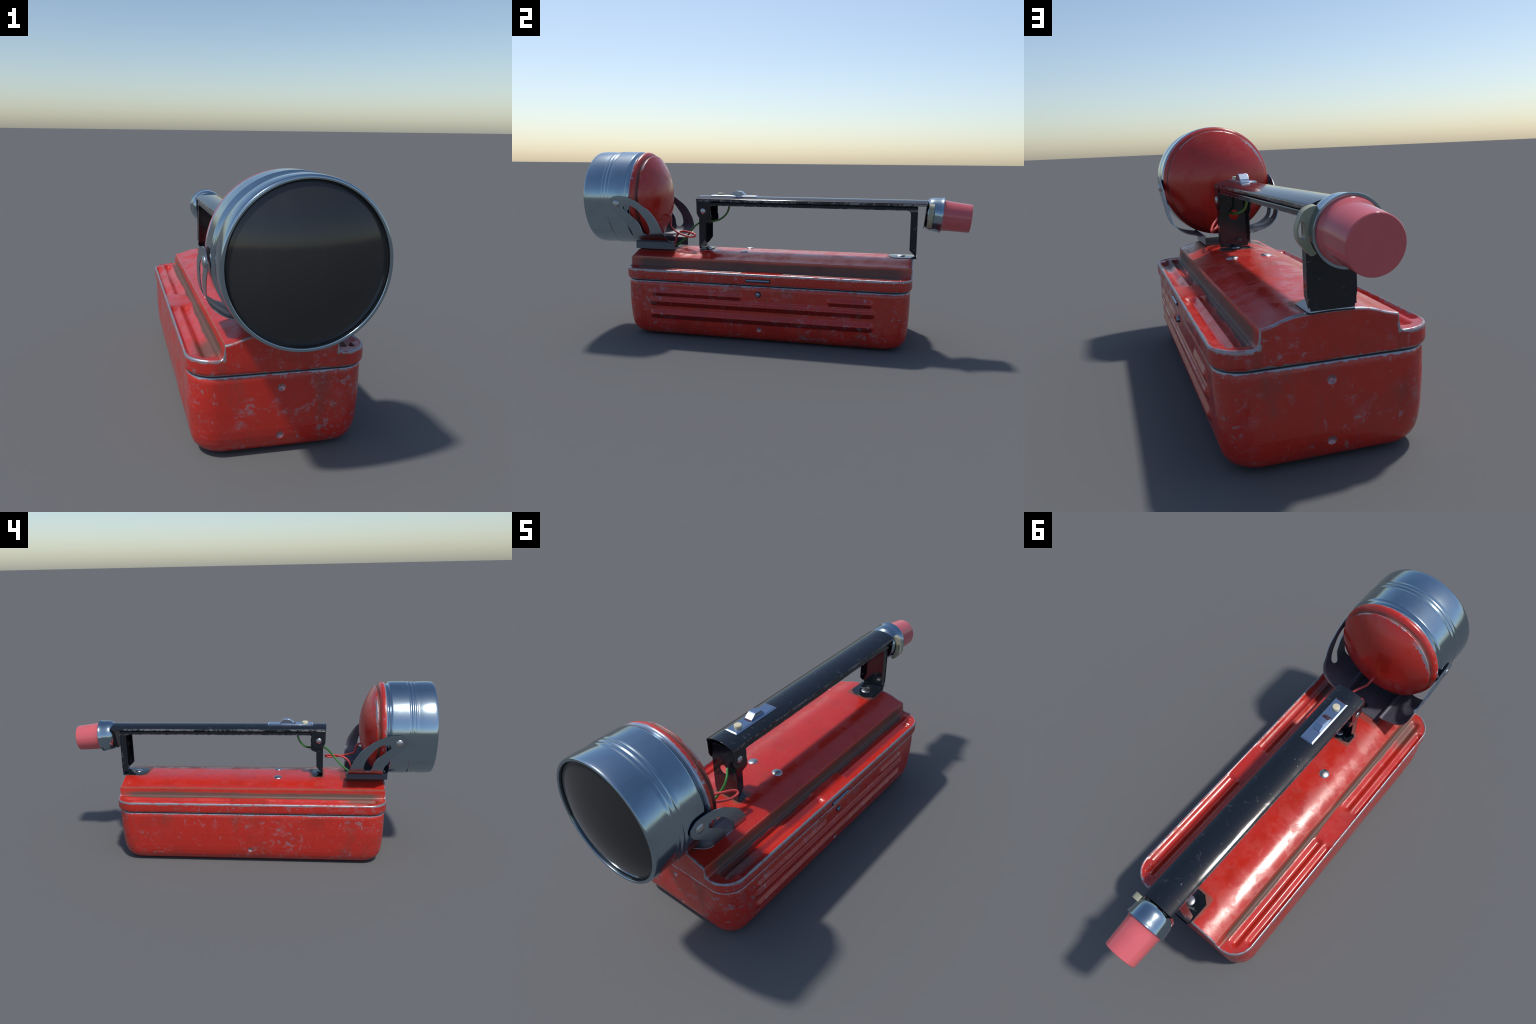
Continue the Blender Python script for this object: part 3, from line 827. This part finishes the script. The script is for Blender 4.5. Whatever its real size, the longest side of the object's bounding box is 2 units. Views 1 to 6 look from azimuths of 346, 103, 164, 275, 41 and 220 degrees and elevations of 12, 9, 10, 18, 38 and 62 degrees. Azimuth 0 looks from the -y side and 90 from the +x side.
slot = [(-0.7370, .6600), (-0.7280, .6655), (-0.7160, .6670), (-0.6900, .6625), (-0.6600, .6450), (-0.6320, .6120), (-0.6110, .5820), (-0.6000, .5480), (-0.6005, .5310), (-0.6080, .5200),
        (-0.6220, .5150), (-0.6350, .5200), (-0.6440, .5380), (-0.6510, .5640), (-0.6710, .5940), (-0.7030, .6220), (-0.7330, .6460)]
slot = [(p[0], p[1]) for p in catmull([(y, s_of_z(z)) for y, z in slot], 3, True)]
FINE = np.array(catmull(SEC, 5))
FARC = np.interp(np.linspace(0, len(SEC) - 1, len(FINE)), np.arange(len(SEC)), ARC)
_t = np.gradient(FINE, axis=0)
_t /= np.linalg.norm(_t, axis=1)[:, None]
TH = 0.0030
def even(loop, step):
    """resample a closed 2D loop at an even step, keeping its sharp corners"""
    out = []
    n = len(loop)
    for i in range(n):
        a, b = np.array(loop[i]), np.array(loop[(i + 1) % n])
        m = max(1, int(np.hypot(*(b - a)) / step))
        out += [tuple(a + (b - a) * k / m) for k in range(m)]
    keep = [out[0]]
    for p in out[1:]:
        if math.hypot(p[0] - keep[-1][0], p[1] - keep[-1][1]) > step * 0.35:
            keep.append(p)
    return keep

def inside(p, loop):
    c = False
    for i in range(len(loop)):
        (x0, y0), (x1, y1) = loop[i - 1], loop[i]
        if (y0 > p[1]) != (y1 > p[1]) and p[0] < (x1 - x0) * (p[1] - y0) / (y1 - y0) + x0:
            c = not c
    return c

def edge_gap(p, loops):
    best = 9.0
    for L in loops:
        A = np.array(L)
        B = np.roll(A, -1, axis=0)
        d = B - A
        t = np.clip(((p - A) * d).sum(1) / np.maximum((d * d).sum(1), 1e-12), 0, 1)
        best = min(best, float(np.hypot(*(A + d * t[:, None] - p).T).min()))
    return best

def flat_mesh(outline, holes, step):
    """evenly triangulated flat blank: boundary loops plus an interior lattice"""
    loops = [even(L, step) for L in (outline, *holes)]
    A = np.array(loops[0])
    pts, edges = [], []
    for L in loops:
        k = len(pts)
        pts += [Vector(p) for p in L]
        edges += [(k + i, k + (i + 1) % len(L)) for i in range(len(L))]
    row = 0
    for v in np.arange(A[:, 1].min() + step * 0.5, A[:, 1].max(), step * 0.866):
        row += 1
        for u in np.arange(A[:, 0].min() + (row % 2) * step * 0.5, A[:, 0].max(), step):
            if inside((u, v), loops[0]) and not any(inside((u, v), L) for L in loops[1:]) and edge_gap(np.array((u, v)), loops) > step * 0.45:
                pts.append(Vector((u, v)))
    P, _, F, *_r = delaunay_2d_cdt(pts, edges, [], 0, 1e-6)
    tri = []
    for f in F:
        c = sum((P[i] for i in f), Vector((0, 0))) / len(f)
        if inside(c, loops[0]) and not any(inside(c, L) for L in loops[1:]):
            tri.append(list(f))
    return P, tri

bm = bmesh.new()
vert_normal = []                               # analytic normal of every vertex
def sheet(blank, where):
    """two skins and a rim; `where(u, v)` gives mid-surface point and outward normal"""
    P, tri = blank
    mid = [where(p.x, p.y) for p in P]
    a, b, c = tri[len(tri) // 2]
    turn = (mid[b][0] - mid[a][0]).cross(mid[c][0] - mid[a][0]).dot(mid[a][1]) > 0
    def add(k, sign, n):
        vert_normal.append(n)
        return bm.verts.new(mid[k][0] + mid[k][1] * (sign * TH / 2))
    skins = [[add(k, sign, mid[k][1] * sign) for k in range(len(P))] for sign in (1, -1)]
    count = {}
    for t in tri:
        t = t if turn else t[::-1]
        for k in (0, 1):
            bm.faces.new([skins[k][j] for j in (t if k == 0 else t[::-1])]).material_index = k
        for i in range(3):
            e = (t[i], t[(i + 1) % 3])
            if (e[1], e[0]) in count:
                del count[(e[1], e[0])]
            else:
                count[e] = 1
    for i, j in count:                         # rim quads with vertices of their own
        nn = (mid[j][0] - mid[i][0]).cross(mid[i][1]).normalized()
        bm.faces.new([add(i, -1, nn), add(j, -1, nn), add(j, 1, nn), add(i, 1, nn)])
for s in (-1, 1):
    def on_arm(y, a, s=s):
        w, z = (float(np.interp(a, FARC, FINE[:, k])) for k in (0, 1))
        tw, tz = (float(np.interp(a, FARC, _t[:, k])) for k in (0, 1))
        return Vector((BX + s * w, y, z)), Vector((s * tz, 0, -tw)).normalized()
    sheet(flat_mesh(outline, [slot], 0.0042), on_arm)
sheet(flat_mesh([(-0.1, -0.74), (0.1, -0.74), (0.1, -0.5195), (-0.1, -0.5195)], [circle2d(-0.001, -0.5560, 0.0150, n=20)], 0.012),
      lambda x, y: (Vector((BX + x, y, 0.4268)), Vector((0, 0, -1))))
me = bpy.data.meshes.new("lamp_bracket")
bm.to_mesh(me)
bm.free()
me.materials.append(M_bracket)
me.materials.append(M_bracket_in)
me.polygons.foreach_set("use_smooth", [True] * len(me.polygons))
me.normals_split_custom_set_from_vertices([tuple(v) for v in vert_normal])
bracket = bpy.data.objects.new("lamp_bracket", me)
bpy.context.scene.collection.objects.link(bracket)
bracket.parent = lamp
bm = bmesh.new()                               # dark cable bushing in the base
lathe(bm, [(-0.003, 0.0158), (0.0036, 0.0158), (0.0042, 0.0145), (0.0036, 0.0132), (0.001, 0.0120), (0.0008, 0.0)], ((BX - 0.001, -0.5560, 0.4262), (0, 0, 1), (0, 1, 0)), 24)
obj_from_bm(bm, "cable_bushing", M_gap, lamp)
for s in (-1, 1):
    place(me_dome, "pivot_rivet", (BX + s * 0.2560, -0.7740, 0.6750), (s, 0, 0), lamp, 0.93)

# ------------------------------------------------------------------ wires
bm = bmesh.new()
tube(bm, catmull([(-0.0035, -0.606, 0.6015), (-0.0035, -0.590, 0.5985), (0.001, -0.577, 0.587), (0.008, -0.5735, 0.566), (0.020, -0.570, 0.545), (0.040, -0.548, 0.529),
                  (0.062, -0.510, 0.512), (0.078, -0.460, 0.4985), (0.0815, -0.428, 0.4955), (0.0805, -0.4110, 0.4990), (0.072, -0.4115, 0.5070), (0.060, -0.428, 0.5120), (0.050, -0.453, 0.5165),
                  (0.032, -0.485, 0.5180), (0.014, -0.515, 0.5120), (0.006, -0.540, 0.4900), (0.001, -0.5535, 0.455), (-0.001, -0.556, 0.424)], 6), 0.0054)
obj_from_bm(bm, "red_wire", M_redwire, lamp, angle=60)
bm = bmesh.new()
tube(bm, catmull([(-0.031, -0.250, 0.676), (-0.0326, -0.2530, 0.6525), (-0.036, -0.2640, 0.6225), (-0.0325, -0.2835, 0.5980), (-0.0216, -0.3030, 0.5838), (-0.006, -0.3235, 0.5765),
                  (0.003, -0.345, 0.5745), (0.008, -0.372, 0.577), (0.014, -0.3925, 0.5765), (0.026, -0.4080, 0.5640), (0.034, -0.4260, 0.5490), (0.034, -0.4460, 0.5240), (0.022, -0.4760, 0.4900),
                  (0.012, -0.5120, 0.4560), (0.006, -0.5380, 0.4380), (0.001, -0.5500, 0.4270), (0.0, -0.555, 0.420)], 6), 0.0054)
obj_from_bm(bm, "green_wire", M_greenwire, lamp, angle=60)
